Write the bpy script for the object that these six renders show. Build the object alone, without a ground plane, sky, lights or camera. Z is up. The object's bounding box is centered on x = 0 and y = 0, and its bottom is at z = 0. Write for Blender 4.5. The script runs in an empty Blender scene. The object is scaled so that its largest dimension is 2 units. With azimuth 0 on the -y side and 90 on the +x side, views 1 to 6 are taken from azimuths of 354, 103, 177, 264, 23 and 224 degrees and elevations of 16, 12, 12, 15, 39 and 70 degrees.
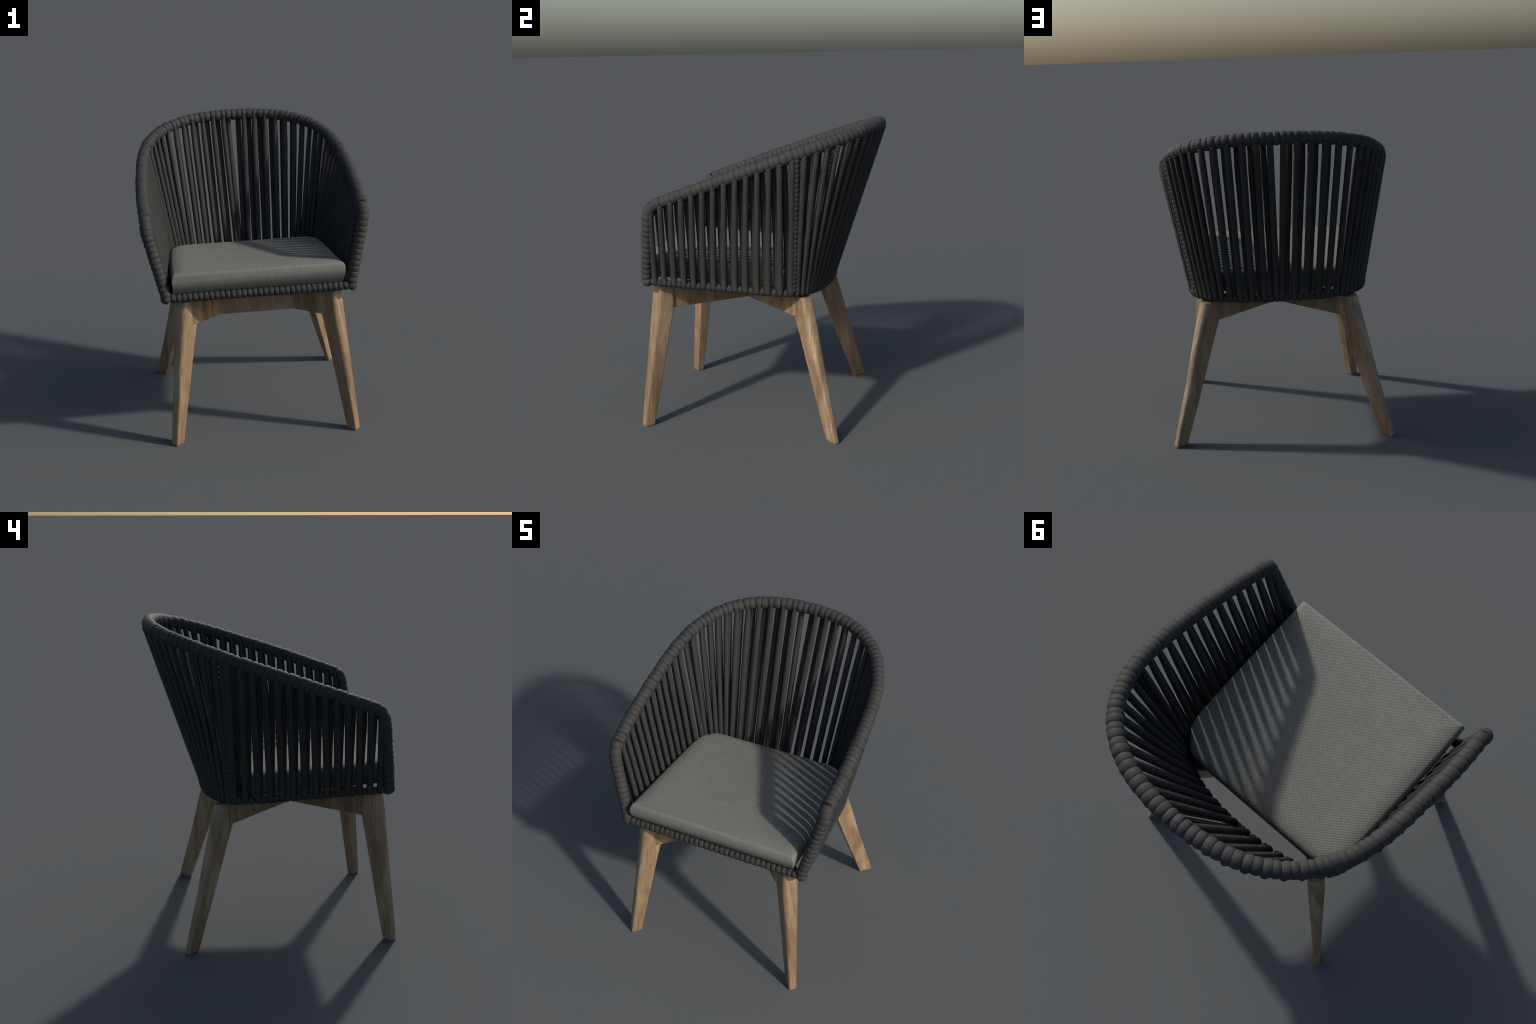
"""Outdoor armchair: teak X-base on four splayed legs, tub shell wound from dark rope, grey seat cushion."""
import bpy, math, random
import numpy as np

rng = random.Random(7)
V = lambda *a: np.array(a, float)
unit = lambda v: v / (np.linalg.norm(v) + 1e-12)
UP = V(0, 0, 1)

# ------------------------------------------------------------------ materials
def new_mat(name):
    m = bpy.data.materials.new(name)
    m.use_nodes = True
    nt = m.node_tree
    return m, nt, nt.nodes["Principled BSDF"]

def node(nt, kind, **kw):
    n = nt.nodes.new(kind)
    for k, v in kw.items():
        if k in n.inputs:
            n.inputs[k].default_value = v
        else:
            setattr(n, k, v)
    return n

def math_node(nt, op, a, b=None):
    n = nt.nodes.new("ShaderNodeMath")
    n.operation = op
    for i, s in enumerate((a, b)):
        if s is None:
            continue
        if isinstance(s, (int, float)):
            n.inputs[i].default_value = s
        else:
            nt.links.new(s, n.inputs[i])
    return n.outputs[0]

def ramp(nt, fac, stops):
    r = nt.nodes.new("ShaderNodeValToRGB")
    e = r.color_ramp.elements
    while len(e) < len(stops):
        e.new(0.5)
    for el, (p, c) in zip(e, stops):
        el.position = p
        el.color = (*c, 1)
    nt.links.new(fac, r.inputs[0])
    return r.outputs[0]

def rope_material(name, lo, hi):
    m, nt, b = new_mat(name)
    tc = node(nt, "ShaderNodeTexCoord")
    n1 = node(nt, "ShaderNodeTexNoise", Scale=9.0, Detail=3.0)
    nt.links.new(tc.outputs["Object"], n1.inputs["Vector"])
    col = ramp(nt, n1.outputs["Fac"], [(0.3, lo), (0.7, hi)])
    nt.links.new(col, b.inputs["Base Color"])
    b.inputs["Roughness"].default_value = 0.72
    b.inputs["Specular IOR Level"].default_value = 0.25
    n2 = node(nt, "ShaderNodeTexNoise", Scale=260.0, Detail=2.0)
    nt.links.new(tc.outputs["Object"], n2.inputs["Vector"])
    bp = node(nt, "ShaderNodeBump", Strength=0.10, Distance=0.002)
    nt.links.new(n2.outputs["Fac"], bp.inputs["Height"])
    nt.links.new(bp.outputs["Normal"], b.inputs["Normal"])
    return m

def wood_material(name, rot, seed):
    """Oiled teak: grain drawn out along the local z axis, plus broad warm and grey patches."""
    m, nt, b = new_mat(name)
    tc = node(nt, "ShaderNodeTexCoord")
    mp = node(nt, "ShaderNodeMapping")
    mp.inputs["Rotation"].default_value = rot
    mp.inputs["Location"].default_value = (seed * 1.7, seed * 0.9, seed * 0.4)
    nt.links.new(tc.outputs["Object"], mp.inputs["Vector"])
    def stretched(sx, sz, **kw):
        s = node(nt, "ShaderNodeMapping")
        s.inputs["Scale"].default_value = (sx, sx, sz)
        nt.links.new(mp.outputs["Vector"], s.inputs["Vector"])
        n = node(nt, "ShaderNodeTexNoise", **kw)
        nt.links.new(s.outputs["Vector"], n.inputs["Vector"])
        return n.outputs["Fac"]
    broad = stretched(11.0, 1.6, Scale=1.0, Detail=3.0, Distortion=0.8)
    fine = stretched(105.0, 4.5, Scale=1.0, Detail=5.0, Distortion=0.4)
    pores = stretched(230.0, 16.0, Scale=1.0, Detail=2.0)
    base = ramp(nt, broad, [(0.28, WOOD_DARK), (0.5, WOOD_MID), (0.72, WOOD_LIGHT)])
    grain = ramp(nt, fine, [(0.30, (0.58, 0.53, 0.48)), (0.52, (0.97, 0.97, 0.97)), (0.75, (1.12, 1.12, 1.12))])
    mix = node(nt, "ShaderNodeMix", data_type="RGBA", blend_type="MULTIPLY")
    mix.inputs[0].default_value = 0.75
    nt.links.new(base, mix.inputs[6]); nt.links.new(grain, mix.inputs[7])
    pore = ramp(nt, pores, [(0.30, (0.72, 0.68, 0.64)), (0.45, (1, 1, 1))])
    mix2 = node(nt, "ShaderNodeMix", data_type="RGBA", blend_type="MULTIPLY")
    mix2.inputs[0].default_value = 0.6
    nt.links.new(mix.outputs[2], mix2.inputs[6]); nt.links.new(pore, mix2.inputs[7])
    nt.links.new(mix2.outputs[2], b.inputs["Base Color"])
    b.inputs["Roughness"].default_value = 0.36
    b.inputs["Specular IOR Level"].default_value = 0.5
    bp = node(nt, "ShaderNodeBump", Strength=0.12, Distance=0.003)
    nt.links.new(fine, bp.inputs["Height"])
    nt.links.new(bp.outputs["Normal"], b.inputs["Normal"])
    return m

def fabric_material():
    """Basket weave: pale yarn knuckles on a checker lattice, laid flat on whichever side faces out."""
    m, nt, b = new_mat("woven_grey_fabric")
    tc = node(nt, "ShaderNodeTexCoord")
    geo = node(nt, "ShaderNodeNewGeometry")
    sp = node(nt, "ShaderNodeSeparateXYZ"); nt.links.new(tc.outputs["Object"], sp.inputs[0])
    sn = node(nt, "ShaderNodeSeparateXYZ"); nt.links.new(geo.outputs["Normal"], sn.inputs[0])
    k = 2 * math.pi / 0.0117
    wob = node(nt, "ShaderNodeTexNoise", Scale=60.0, Detail=2.0)
    nt.links.new(tc.outputs["Object"], wob.inputs["Vector"])
    w = math_node(nt, "MULTIPLY", math_node(nt, "SUBTRACT", wob.outputs["Fac"], 0.5), 1.1)
    sx, sy, sz = [math_node(nt, "SINE", math_node(nt, "ADD", math_node(nt, "MULTIPLY", sp.outputs[i], k), w)) for i in range(3)]
    ax, ay, az = [math_node(nt, "POWER", math_node(nt, "ABSOLUTE", sn.outputs[i]), 3.0) for i in range(3)]
    tot = math_node(nt, "ADD", math_node(nt, "ADD", ax, ay), az)
    top = math_node(nt, "MULTIPLY", math_node(nt, "MULTIPLY", sx, sy), az)
    front = math_node(nt, "MULTIPLY", math_node(nt, "MULTIPLY", sx, sz), ay)
    side = math_node(nt, "MULTIPLY", math_node(nt, "MULTIPLY", sy, sz), ax)
    h = math_node(nt, "DIVIDE", math_node(nt, "ADD", math_node(nt, "ADD", top, front), side), tot)
    h01 = math_node(nt, "ADD", math_node(nt, "MULTIPLY", h, 0.5), 0.5)
    # uneven yarns: long faint slubs in both directions
    def slub(scale):
        s = node(nt, "ShaderNodeMapping"); s.inputs["Scale"].default_value = scale
        nt.links.new(tc.outputs["Object"], s.inputs["Vector"])
        n = node(nt, "ShaderNodeTexNoise", Scale=1.0, Detail=3.0)
        nt.links.new(s.outputs["Vector"], n.inputs["Vector"])
        return n.outputs["Fac"]
    sl = math_node(nt, "ADD", slub((6, 90, 90)), slub((90, 6, 20)))
    weave = ramp(nt, h01, [(0.0, FAB_DARK), (0.58, FAB_MID), (1.0, FAB_LIGHT)])
    tone = ramp(nt, math_node(nt, "MULTIPLY", sl, 0.5), [(0.3, (0.86, 0.87, 0.86)), (0.7, (1.10, 1.08, 1.08))])
    mix = node(nt, "ShaderNodeMix", data_type="RGBA", blend_type="MULTIPLY")
    mix.inputs[0].default_value = 1.0
    nt.links.new(weave, mix.inputs[6]); nt.links.new(tone, mix.inputs[7])
    nt.links.new(mix.outputs[2], b.inputs["Base Color"])
    b.inputs["Roughness"].default_value = 1.0
    b.inputs["Specular IOR Level"].default_value = 0.05
    bp = node(nt, "ShaderNodeBump", Strength=0.38, Distance=0.0025)
    nt.links.new(h01, bp.inputs["Height"])
    nt.links.new(bp.outputs["Normal"], b.inputs["Normal"])
    return m

WOOD_DARK, WOOD_MID, WOOD_LIGHT = (0.185, 0.118, 0.064), (0.285, 0.196, 0.116), (0.40, 0.296, 0.194)
FAB_DARK, FAB_MID, FAB_LIGHT = (0.126, 0.130, 0.117), (0.163, 0.166, 0.151), (0.31, 0.309, 0.284)
ROPE = rope_material("charcoal_rope", (0.0295, 0.029, 0.0283), (0.0345, 0.034, 0.0333))  # same rope as WRAP, base colour darkened for occlusion shade between strands
WRAP = rope_material("charcoal_rope_wrap", (0.0365, 0.036, 0.0352), (0.0425, 0.042, 0.041))
FABRIC = fabric_material()

# ------------------------------------------------------------------ object helpers
def make_object(name, verts, faces, mat, parent, smooth=True, sharp=None):
    me = bpy.data.meshes.new(name)
    me.from_pydata([tuple(v) for v in verts], [], faces)
    me.update()
    me.materials.append(mat)
    if smooth:
        me.polygons.foreach_set("use_smooth", [True] * len(me.polygons))
        if sharp is not None:
            me.set_sharp_from_angle(angle=math.radians(sharp))
    ob = bpy.data.objects.new(name, me)
    bpy.context.scene.collection.objects.link(ob)
    if parent is not None:
        ob.parent = parent
    return ob

def empty(name, loc, parent=None):
    e = bpy.data.objects.new(name, None)
    e.location = loc
    e.empty_display_size = 0.1
    bpy.context.scene.collection.objects.link(e)
    if parent:
        e.parent = parent
    return e

class Geo:
    def __init__(self):
        self.v, self.f = [], []
    def add(self, v, f):
        o = len(self.v)
        self.v += list(v)
        self.f += [tuple(i + o for i in q) for q in f]

def sweep(path, wdir, w, h, n=14, closed=False, shear=0.0, sq=.9):
    """Rope along `path`; section = ellipse, full width w along wdir, full height h across it."""
    P = np.array(path, float); m = len(P)
    W = np.array(wdir, float)
    if W.ndim == 1:
        W = np.repeat(W[None], m, 0)
    w = np.broadcast_to(np.asarray(w, float), (m,)); h = np.broadcast_to(np.asarray(h, float), (m,))
    if closed:
        T = np.roll(P, -1, 0) - np.roll(P, 1, 0)
    else:
        T = np.gradient(P, axis=0)
    T /= np.linalg.norm(T, axis=1)[:, None]
    W = W - (W * T).sum(1)[:, None] * T
    W /= np.linalg.norm(W, axis=1)[:, None]
    H = np.cross(W, T)
    a = np.linspace(0, 2 * math.pi, n, endpoint=False)
    ca, sa = np.cos(a), np.sin(a)
    ca = np.sign(ca) * np.abs(ca) ** sq
    verts = (P[:, None] + W[:, None] * ((ca[None] + shear * sa[None]) * w[:, None] / 2)[..., None]
             + H[:, None] * (sa[None] * h[:, None] / 2)[..., None]).reshape(-1, 3)
    faces = []
    for i in range(m if closed else m - 1):
        j = (i + 1) % m
        for k in range(n):
            l = (k + 1) % n
            faces.append((i * n + k, i * n + l, j * n + l, j * n + k))
    if not closed:
        faces.append(tuple(range(n))[::-1])
        faces.append(tuple((m - 1) * n + k for k in range(n)))
    return verts, faces

def ring(c, axis, out, r_mid, h, w, jitter=0.0, shear=0.0, n=26, squash=1.0):
    """Closed rope wrap round an axis at c."""
    axis = unit(axis); out = unit(out - axis * (out @ axis)); up = np.cross(axis, out)
    if up[2] < 0:
        up = -up
    a = np.linspace(0, 2 * math.pi, n, endpoint=False)
    ph = rng.uniform(0, 6.28)
    r = r_mid * (1 + jitter * np.sin(2 * a + ph))
    P = c + out * (r * np.cos(a))[:, None] + up * (r * squash * np.sin(a))[:, None]
    # direction of travel decides the sign of the height axis, keep shear pointing outward
    return sweep(P, axis, w, h, n=16, closed=True, shear=shear, sq=.72)

# ------------------------------------------------------------------ guide curves (right half, +x)
RIM = np.array([(.697, -.598, 1.508), (.706, -.470, 1.554), (.711, -.330, 1.604), (.710, -.180, 1.656), (.706, -.060, 1.697),
                (.701, .060, 1.737), (.690, .170, 1.774), (.674, .262, 1.804), (.652, .338, 1.830), (.622, .410, 1.854),
                (.582, .484, 1.878), (.526, .555, 1.901), (.454, .618, 1.920), (.365, .670, 1.937), (.257, .709, 1.949),
                (.129, .732, 1.956), (0, .739, 1.957)])
RAIL = np.array([(.597, -.700, 1.000), (.589, -.526, .989), (.584, -.407, .980), (.579, -.300, .973), (.574, -.209, .967),
                 (.570, -.103, .960), (.567, .013, .951), (.563, .076, .946), (.556, .136, .943), (.544, .191, .939),
                 (.525, .238, .936), (.498, .277, .933), (.457, .312, .931), (.404, .342, .929), (.336, .369, .927),
                 (.247, .390, .925), (.132, .404, .924), (0, .409, .924)])

class Curve:
    """Catmull-Rom through the given points, addressed by arc length."""
    def __init__(self, K, per=24):
        K = np.array(K, float)
        E = np.vstack([2 * K[0] - K[1], K, 2 * K[-1] - K[-2]])
        if abs(K[-1][0]) < 1e-9 and len(K) > 3:        # mirror end on the centre plane
            E[-1] = K[-2] * [-1, 1, 1]
        out = []
        for i in range(1, len(E) - 2):
            a, b, c, d = E[i - 1:i + 3]
            for t in np.linspace(0, 1, per, endpoint=False):
                out.append(.5 * (2 * b + (c - a) * t + (2 * a - 5 * b + 4 * c - d) * t * t + (3 * b - a - 3 * c + d) * t ** 3))
        self.P = np.array(out + [K[-1]])
        self.s = np.r_[0, np.cumsum(np.linalg.norm(np.diff(self.P, axis=0), axis=1))]
        self.L = self.s[-1]
    def at(self, s):
        p = V(*[np.interp(s, self.s, self.P[:, i]) for i in range(3)])
        if s < 0:
            p = self.P[0] + self.tan(0) * s
        return p
    def tan(self, s):
        s = min(max(s, 0.004), self.L - 0.004)
        q = lambda x: V(*[np.interp(x, self.s, self.P[:, i]) for i in range(3)])
        return unit(q(s + .004) - q(s - .004))

rim, rail = Curve(RIM), Curve(RAIL)
SIDE = V(1, 1, 1)
def mir(p, sd):
    return np.asarray(p) * [sd, 1, 1]
def outward(T):
    return unit(V(T[1], -T[0], 0))

# where the outer strands leave the rim and reach the rail, front to back (arc lengths)
TOP = [-.012, .046] + [.046 + .0735 * i for i in range(1, 11)] + [.850, .929, 1.004, 1.082, 1.152, 1.224, 1.298, 1.377, 1.460, 1.546, 1.634, 1.718, 1.797]
BOT = [.060, .124, .189, .255, .319, .384, .450, .519, .589, .658, .731, .803, .878, .942, .982, 1.017, 1.051, 1.083, 1.116, 1.156, 1.212, 1.277, 1.353, 1.430, 1.507]
R_RIM, R_RAIL = .0275, .0170          # centre-line radii of the windings

# ------------------------------------------------------------------ the chair
chair = empty("armchair", (0, 0, 0))
chair["label"] = "tub armchair wound with dark grey rope, grey seat cushion, splayed teak legs"
chair["category"] = "armchair"

# ---- tube frame hidden inside the windings
frame_geo = Geo()
rim_full = np.vstack([rim.P, mir(rim.P[::-1][1:], -1)])
POST_TOP = [(.693, -.640, 1.415), (.697, -.632, 1.455), (.698, -.617, 1.486)]
post_r = np.array([(.600, -.698, 1.000)] + POST_TOP)
rail_full = np.vstack([rail.P, mir(rail.P[::-1][1:], -1)])
def tube(geo, P, r):
    P = np.array(P)[::6] if len(P) > 60 else np.array(P)
    v, f = sweep(P, V(.31, .17, .93), 2 * r, 2 * r, n=10)
    geo.add(v, f)
tube(frame_geo, rim_full, .020)
tube(frame_geo, rail_full, .010)
for sd in (1, -1):
    tube(frame_geo, mir(np.vstack([post_r, rim.P[0][None]]), sd), .018)
tube(frame_geo, [(-.597, -.700, 1.0), (.2, -.701, 1.0), (.597, -.700, 1.0)], .014)
shell = make_object("rope_shell_frame", frame_geo.v, frame_geo.f, ROPE, chair)
shell["kind"] = "frame"

def arc(c, O, U, r, a0, a1, n):
    return [c + O * r * math.cos(math.radians(a)) + U * r * math.sin(math.radians(a)) for a in np.linspace(a0, a1, n)]

def squarish(c, O, r, a0, a1, n):
    """Path round the rail that keeps flat sides and turns quickly at the edges."""
    out = []
    for a in np.radians(np.linspace(a0, a1, n)):
        k = r / (abs(math.cos(a)) ** 3.4 + abs(math.sin(a)) ** 3.4) ** (1 / 3.4)
        out.append(c + O * k * math.cos(a) + UP * k * 1.02 * math.sin(a))
    return out

def wrap_axis(T):
    """Wraps stand a little more upright than square to the sloping rim."""
    return unit(T * .65 + unit(V(T[0], T[1], 0)) * .35)

N = len(TOP)
for sd in (1, -1):
    for i in range(N):
        st, sb = TOP[i], BOT[i]
        pitch = (TOP[min(i + 1, N - 1)] - TOP[max(i - 1, 0)]) / (2 if 0 < i < N - 1 else 1)
        bp = (BOT[min(i + 1, N - 1)] - BOT[max(i - 1, 0)]) / (2 if 0 < i < N - 1 else 1)
        # ---------------- outer strand: from under its wrap, straight down, round the rail
        c, T = rim.at(st), rim.tan(st); O = outward(T); U = unit(np.cross(O, T)); U = U if U[2] > 0 else -U
        cb, Tb = rail.at(sb), rail.tan(sb); Ob = outward(Tb)
        st_w = min(max(.50 * pitch, .036), .044) * rng.uniform(.96, 1.03)
        sb_w = .039 if bp > .05 else .037
        g = Geo()
        start = c + O * .010 - U * .004
        leave = c + O * .020 - U * .030
        if i == 0:
            start = V(.700, -.606, 1.474) + O * .012; leave = V(.698, -.612, 1.435) + O * .014
        foot = squarish(cb, Ob, R_RAIL, 30, -190, 14)
        body = [leave + (foot[0] - leave) * t for t in np.linspace(0, 1, 9)]
        path = [start] + body + foot[1:]
        m = len(path); k = np.clip((np.arange(m) - 1) / 9.0, 0, 1)
        Wd = (1 - k)[:, None] * T + k[:, None] * Tb
        w = st_w + (sb_w - st_w) * k
        h = .036 + (.030 - .036) * k ** 2
        v, f = sweep([mir(p, sd) for p in path], [mir(x, sd) for x in Wd], w, h)
        g.add(v, f)
        make_object("rope_strand", g.v, g.f, ROPE, shell)
        # wrap over the rim belonging to this strand, and the little tucked collar under it
        if i > 0:
            g = Geo()
            wp = pitch * .5
            v, f = ring(mir(c, sd), mir(wrap_axis(T) + O * rng.uniform(.02, .18) + U * rng.uniform(-.07, .07), sd), mir(O, sd),
                        R_RIM * rng.uniform(.96, 1.03), .0275, wp * 1.22, jitter=.03, shear=.30 * (-1 if sd > 0 else 1))
            g.add(v, f)
            cc = c + O * .0345 - U * .0285
            col = [cc + T * t * st_w * .42 - O * .012 * t * t for t in np.linspace(-1, 1, 7)]
            v, f = sweep([mir(p, sd) for p in col], mir(U, sd), [.006, .011, .012, .012, .012, .011, .006], .013, n=10)
            g.add(v, f)
            make_object("rope_wrap", g.v, g.f, WRAP, shell)
        # ---------------- inner strand, half a pitch further back
        if i == N - 1:
            continue
        gap = BOT[i + 1] - BOT[i]
        knob = gap > .05
        ft, fb = (.41, .80) if i < 13 else (np.interp(i, [19, 23], [.56, .43]), np.interp(i, [19, 23], [.70, .62])) if i > 18 else (.54, .60)
        if i == 13:
            ft, fb = .36, .40
        st2, sb2, sk = .5 * (TOP[i] + TOP[i + 1]), BOT[i] + fb * gap, BOT[i] + .52 * gap
        slide = (ft - .5) * (TOP[i + 1] - TOP[i])               # strand leaves its wrap a little off centre
        p2 = TOP[i + 1] - TOP[i]
        c, T = rim.at(st2), rim.tan(st2); O = outward(T); U = unit(np.cross(O, T)); U = U if U[2] > 0 else -U
        A = wrap_axis(T) + O * rng.uniform(.02, .16)
        cb, Tb = rail.at(sb2), rail.tan(sb2); Ob = outward(Tb)
        Or = unit(O - A * (O @ A)); Ur = unit(np.cross(Or, A)); Ur = Ur if Ur[2] > 0 else -Ur
        rr = R_RIM * rng.uniform(.96, 1.04)
        loop = arc(c, Or, Ur, rr, -165, 196, 26)
        foot = squarish(cb, -Ob, R_RAIL + .001, 20, -205 if knob else -60, 15 if knob else 6)
        if knob:                                                # under the rail it creeps back to the middle of the gap
            drift = np.clip((np.arange(15) - 3) / 7.0, 0, 1)
            foot = [p + Tb * (sk - sb2) * d for p, d in zip(foot, drift)]
            foot += [foot[-1] * .45 + (cb + Tb * (sk - sb2) + UP * .012) * .55]
        leave = loop[-1] - UP * .035 - O * .001 + T * slide
        body = [leave + (foot[0] - leave) * t for t in np.linspace(0, 1, 8)]
        path = loop + body + foot[1:]
        m = len(path); nl = len(loop); nb = len(body)
        k = np.clip((np.arange(m) - nl) / (nb - 1.0), 0, 1)
        Wd = np.where((np.arange(m) < nl)[:, None], A, (1 - k)[:, None] * T + k[:, None] * Tb)
        st_w = min(max(.52 * p2, .037), .043) * rng.uniform(.95, 1.03)
        kw = (gap - .026) if knob else .034
        w = np.where(np.arange(m) < nl, p2 * .5 * 1.25, st_w)
        w[nl - 3:nl + 1] = [p2 * .62, p2 * .50, .031, .034]
        w = np.where(np.arange(m) > nl + nb - 1, np.clip(kw, .030, .046), w)
        w[nl + 2:nl + nb] = st_w + (.034 - st_w) * k[nl + 2:nl + nb]
        h = np.where(np.arange(m) < nl, .0275, .034)
        h[nl - 2:nl + 2] = [.027, .028, .030, .033]
        h = np.where(np.arange(m) > nl + nb - 1, .029, h)
        h[nl + nb - 2:nl + nb + 2] = [.033, .031, .030, .029]
        if knob:
            w[-5:] = w[-6] * np.array([.97, .9, .78, .62, .40]); h[-2:] = [.026, .016]
        v, f = sweep([mir(p, sd) for p in path], [mir(x, sd) for x in Wd], w, h)
        ob = make_object("rope_strand", v, f, ROPE, shell)
        ob.data.materials.append(WRAP)                          # rim turn takes the lighter wrap colour, without the strands' painted-in shade
        for q in range((nl - 1) * 14):
            ob.data.polygons[q].material_index = 1

# ---- single wrap in the middle of the back, and the fan of wraps round the arm front, posts and front rail
def wraps_along(K, r_mid, h, pitch, name="rope_wrap", s0=0., s1=None, lean=0., fat=1.20):
    cv = Curve(K)
    s1 = cv.L if s1 is None else s1
    n = max(1, int(round((s1 - s0) / pitch)))
    for j in range(n):
        s = s0 + (s1 - s0) * (j + .5) / n
        c, T = cv.at(s), cv.tan(s)
        bend = np.linalg.norm(cv.tan(min(s + .02, cv.L)) - cv.tan(max(s - .02, 0))) / .04
        wide = fat * (1 + .036 * bend)                          # wraps fan out on the outside of a bend
        ref = V(0, -1, 0) if abs(T[1]) < .8 else V(0, 0, 1)
        r = r_mid(s / cv.L) if callable(r_mid) else r_mid
        v, f = ring(c, T + V(0, 0, lean) * (1 if abs(T[2]) < .5 else 0) + V(rng.uniform(-.04, .04), rng.uniform(-.04, .04), rng.uniform(-.04, .04)),
                    ref, r * rng.uniform(.98, 1.02), h, (s1 - s0) / n * wide, jitter=.03, shear=.22)
        make_object(name, v, f, WRAP, shell)

v, f = ring(rim.at(rim.L), V(1, 0, 0), V(0, 1, 0), R_RIM, .0275, .042, jitter=.02)
make_object("rope_wrap", v, f, WRAP, shell)
for sd in (1, -1):
    K = [mir(p, sd) for p in [(.601, -.698, 1.012), (.648, -.670, 1.215)] + POST_TOP + [(.697, -.598, 1.508)]]
    wraps_along(K, lambda t: .0225 + .004 * min(1, t * 1.2), .026, .0385)
    # knuckle where post, side rail and front rail meet
    v, f = ring(mir(V(.601, -.700, .997), sd), mir(V(.75, 0, .65), sd), V(0, -1, 0), .021, .026, .046, jitter=.04)
    make_object("rope_wrap", v, f, WRAP, shell)
    for q in (.022, .046):
        v, f = ring(mir(rail.at(q), sd), mir(rail.tan(q), sd), mir(V(1, 0, 0), sd), .017, .027, .033, jitter=.04)
        make_object("rope_wrap", v, f, WRAP, shell)
    v, f = ring(mir(V(.606, -.690, .994), sd), mir(V(.10, 1, -.1), sd), mir(V(1, 0, 0), sd), .018, .027, .050, jitter=.04)
    make_object("rope_wrap", v, f, WRAP, shell)
wraps_along([(-.575, -.700, .999), (0, -.702, .999), (.575, -.700, .999)], .0172, .026, .0350, lean=.10, fat=1.08)

# ---- coiled corner posts between side and back
for sd in (1, -1):
    g = Geo()
    a = rim.at(.966) - UP * .02 + outward(rim.tan(.966)) * .010; b = rail.at(.962) + outward(rail.tan(.962)) * .006
    n = 29
    for j in range(n):
        c = a + (b - a) * (j + .5) / n
        v, f = ring(mir(c, sd), mir(unit(a - b) + V(0, .12, 0), sd), V(0, -1, 0), .0135, .025, .036, jitter=.02, n=16)
        g.add(v, f)
    ob = make_object("corner_post_coil", g.v, g.f, ROPE, shell)
    ob["kind"] = "stuff"

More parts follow.
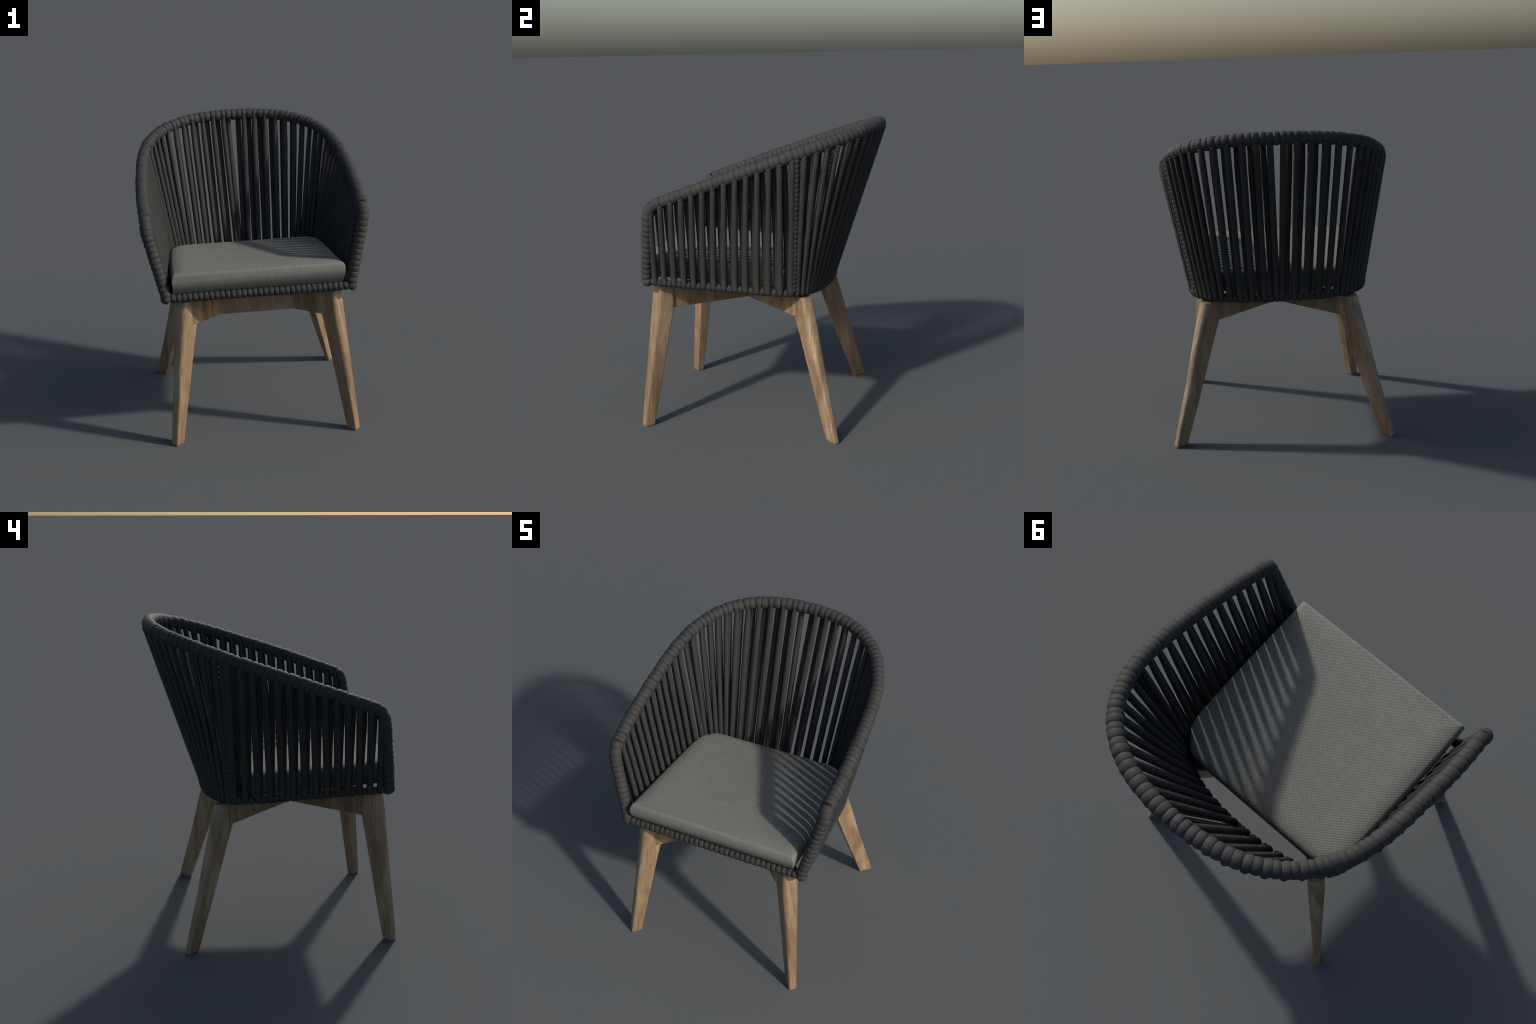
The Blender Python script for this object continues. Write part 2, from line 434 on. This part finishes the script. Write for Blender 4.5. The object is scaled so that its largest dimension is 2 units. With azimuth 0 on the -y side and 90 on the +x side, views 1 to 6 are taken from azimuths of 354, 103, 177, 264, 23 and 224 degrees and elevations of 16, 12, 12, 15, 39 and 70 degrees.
# ------------------------------------------------------------------ seat cushion
def cushion():
    """Prism of the seat outline; corners, crown edge and lower edge rounded by bevels, then tilted with the seat."""
    import bmesh
    half = [(.557, -.740), (.562, -.50), (.561, -.20), (.554, .08), (.543, .158), (.522, .204), (.463, .279), (.436, .297), (.41, .300)]
    loop = half + [(-x, y) for x, y in half[::-1]]
    H = .148
    bm = bmesh.new()
    n = len(loop)
    levels = [H * k / 10 for k in range(8)] + [H]
    rows = [[bm.verts.new((x, y, z)) for x, y in loop] for z in levels]
    bm.faces.new(rows[0][::-1]); bm.faces.new(rows[-1])
    for lo, hi in zip(rows, rows[1:]):
        for i in range(n):
            j = (i + 1) % n
            bm.faces.new((lo[i], lo[j], hi[j], hi[i]))
    upright = [e for e in bm.edges if abs(e.verts[0].co.z - e.verts[1].co.z) > .005 and e.verts[0].co.y < -.7]
    bmesh.ops.bevel(bm, geom=upright, offset=.020, segments=4, profile=.5, affect="EDGES", clamp_overlap=True)
    upright = [e for e in bm.edges if abs(e.verts[0].co.z - e.verts[1].co.z) > .005 and .10 < e.verts[0].co.y]
    bmesh.ops.bevel(bm, geom=upright, offset=.006, segments=3, profile=.5, affect="EDGES", clamp_overlap=True)
    crown = [e for e in bm.edges if min(v.co.z for v in e.verts) > H - 1e-4]
    bmesh.ops.bevel(bm, geom=crown, offset=.036, segments=8, profile=.5, affect="EDGES", clamp_overlap=True)
    under = [e for e in bm.edges if max(v.co.z for v in e.verts) < 1e-4]
    bmesh.ops.bevel(bm, geom=under, offset=.008, segments=3, profile=.5, affect="EDGES", clamp_overlap=True)
    bmesh.ops.recalc_face_normals(bm, faces=bm.faces)
    bm.verts.ensure_lookup_table(); bm.verts.index_update()
    verts, faces = [], []
    for v in bm.verts:
        x, y, z = v.co
        h = z / H
        belly = .034 * max(0, (.62 - h) / .62) ** 2 + .006 * max(0, (h - .62) / .38) ** 2
        front = min(max((-.50 - y) / .20, 0), 1)
        y += belly * 1.45 * front                             # sides bulge softly, the front most
        x *= 1 - .55 * belly / .56 * min(1, abs(x) / .40)
        y -= .4 * belly * min(max((y - .15) / .1, 0), 1)
        verts.append([x, y, z])
    faces = []
    for f in bm.faces:
        idx = [v.index for v in f.verts]
        if len(idx) < 12:
            faces.append(tuple(idx))
            continue
        # broad top and underside: rings shrinking to the middle, so the top can swell like a filled pad
        ring0 = np.array([verts[i] for i in idx]); ctr = ring0.mean(0); ctr[1] = -.22
        last = idx
        for sc in (.975, .94, .90, .85, .78, .6, .3):
            new = list(range(len(verts), len(verts) + len(idx)))
            verts += [list(ctr + (p - ctr) * sc) for p in ring0]
            for i in range(len(idx)):
                j = (i + 1) % len(idx)
                faces.append((last[i], last[j], new[j], new[i]))
            last = new
        faces.append(tuple(last))
    bm.free()
    out = []
    for x, y, z in verts:
        edge = min(.556 - abs(x), (.298 - y) * 1.0, .76 - y - abs(x) * 1.02 if y > .1 else 9)   # distance in from sides and back
        sag = .020 * max(0, 1 - max(edge, 0) / .085) ** 2 * max(0, (z / H - .55) / .45)
        lip = min(max((y + .74) / .10, 0), 1)
        out.append((x, y, z - sag * (.25 + .75 * lip) + 1.021 - .0755 * (y + .72)))
    return out, faces
cv, cf = cushion()
make_object("seat_cushion", cv, cf, FABRIC, chair, sharp=60)

# ------------------------------------------------------------------ wooden base
XC = V(0, -.154, 0)                                        # crossing point of the diagonal braces
rail_z = lambda y: .954 - .074 * y
wood_id = 0
def rounded_rect(d, t, r, n=9):
    """Outline, d along first axis, t along second; r = corner radius for the outer (+) and inner (-) corners."""
    out = []
    for sx, sy, a0, rr in ((1, 1, 0, r[0]), (-1, 1, 90, r[1]), (-1, -1, 180, r[1]), (1, -1, 270, r[0])):
        cx, cy = sx * (d / 2 - rr), sy * (t / 2 - rr)
        for a in np.linspace(a0, a0 + 90, n):
            out.append((cx + rr * math.cos(math.radians(a)), cy + rr * math.sin(math.radians(a))))
    return out

def leg(sx, front):
    """Tapered leg leaning outward along its diagonal. Stations: (z, inner radius, outer radius, thickness)."""
    global wood_id
    if front:
        st = [(0.0, .790, .858, .048), (.008, .787, .861, .053), (.395, .705, .807, .076), (.66, .650, .769, .097),
              (.79, .622, .750, .107), (.88, .622, .738, .107), (.957, .622, .725, .105)]
        dirn = unit(V(sx, -1, 0)); C0 = V(sx * .008, -.153, 0)
    else:
        st = [(0.0, .904, .996, .032), (.008, .901, .999, .037), (.381, .750, .869, .063), (.64, .650, .787, .082),
              (.762, .600, .746, .091), (.83, .600, .724, .091), (.893, .600, .702, .089)]
        dirn = unit(V(sx, 1, 0)); C0 = V(-sx * .005, -.151, 0)
    side = np.cross(UP, dirn)
    origin = C0 + dirn * (st[0][1] + st[0][2]) / 2
    verts, faces = [], []
    n = None
    # densify the stations so the long taper shades evenly
    zs = np.unique(np.r_[[s[0] for s in st], np.linspace(.02, st[-1][0] - .01, 26)])
    S = np.array(st)
    for z in zs:
        ri, ro, t = [np.interp(z, S[:, 0], S[:, i]) for i in (1, 2, 3)]
        u = min(z / .75, 1)
        d = ro - ri
        ro_r = min(.009 + .027 * u, d * .45, t * .45)      # outer corners get rounder upward
        ri_r = min(.007 + .003 * u, t * .4)
        for a, b in rounded_rect(d, t, (ro_r, ri_r)):
            p = C0 + dirn * ((ri + ro) / 2 + a) + side * b
            zz = z
            if z > st[-2][0]:                                # top is cut along the tilt of the rail
                zz = z + (-.074 * (p[1] - (C0 + dirn * (ri + ro) / 2)[1])) * (z - st[-2][0]) / (st[-1][0] - st[-2][0])
            verts.append(V(p[0], p[1], zz) - origin)
        n = n or len(verts)
    m = len(zs)
    for i in range(m - 1):
        for j in range(n):
            l = (j + 1) % n
            faces.append((i * n + j, i * n + l, (i + 1) * n + l, (i + 1) * n + j))
    faces.append(tuple(range(n))[::-1]); faces.append(tuple((m - 1) * n + j for j in range(n)))
    lean = math.atan2((S[0, 1] + S[0, 2] - S[-3, 1] - S[-3, 2]) / 2, S[-3, 0])
    az = math.atan2(dirn[1], dirn[0])
    wood_id += 1
    mat = wood_material("teak_wood", (0, lean * math.cos(az), 0), wood_id)
    ob = make_object("leg", verts, faces, mat, chair, sharp=40)
    ob.location = origin

for sx in (-1, 1):
    leg(sx, True); leg(sx, False)

def board(name, a, b, thick, z_low, z_high, seed, bevel=.003):
    """Straight board from a to b (plan), with sloping lower and upper edges (z at both ends)."""
    a, b = V(*a, 0), V(*b, 0)
    d = unit(b - a); s = np.cross(UP, d) * thick / 2
    verts, faces = [], []
    mid = (a + b) / 2 + UP * z_low[0]
    n = 24
    for i in range(n + 1):
        t = i / n
        p = a + (b - a) * t
        lo = z_low[0] + (z_low[1] - z_low[0]) * t; hi = z_high[0] + (z_high[1] - z_high[0]) * t
        e = bevel
        for off, z in ((1, lo + e), (1, hi - e), (1 - 2 * e / thick, hi), (-1 + 2 * e / thick, hi), (-1, hi - e), (-1, lo + e), (-1 + 2 * e / thick, lo), (1 - 2 * e / thick, lo)):
            verts.append(p + s * off + UP * z - mid)
    for i in range(n):
        for j in range(8):
            l = (j + 1) % 8
            faces.append((i * 8 + j, i * 8 + l, (i + 1) * 8 + l, (i + 1) * 8 + j))
    faces.append(tuple(range(8))); faces.append(tuple(n * 8 + j for j in range(8))[::-1])
    ob = make_object(name, verts, faces, wood_material("teak_wood", (0.03, 0.02, 0), seed), chair, sharp=30)
    ob.location = mid
    return ob

ARM = .097
for sx, seed in ((1, 11), (-1, 14)):
    f_end = XC + unit(V(sx, -1, 0)) * .660
    b_end = XC + unit(V(-sx, 1, 0)) * .640
    if sx > 0:                                              # one brace runs through ...
        board("cross_brace", f_end[:2], b_end[:2], ARM, (.793, .760), (.945, .885), seed)
    else:                                                   # ... the other is halved against it
        g = unit(V(sx, -1, 0)) * (ARM / 2)
        lo = lambda p: np.interp(p[1], [b_end[1], f_end[1]][::-1], [.760, .793][::-1])
        hi = lambda p: np.interp(p[1], [b_end[1], f_end[1]][::-1], [.885, .945][::-1])
        p, q = XC + g, XC - g
        board("cross_brace", f_end[:2], p[:2], ARM, (.793, lo(p)), (.945, hi(p)), seed)
        board("cross_brace", q[:2], b_end[:2], ARM, (lo(q), .760), (hi(q), .885), seed + 1)
# front stretcher between the two front arms, just under the seat edge
board("front_stretcher", (-.250, -.455), (.250, -.455), .030, (.787, .787), (.950, .950), 21)
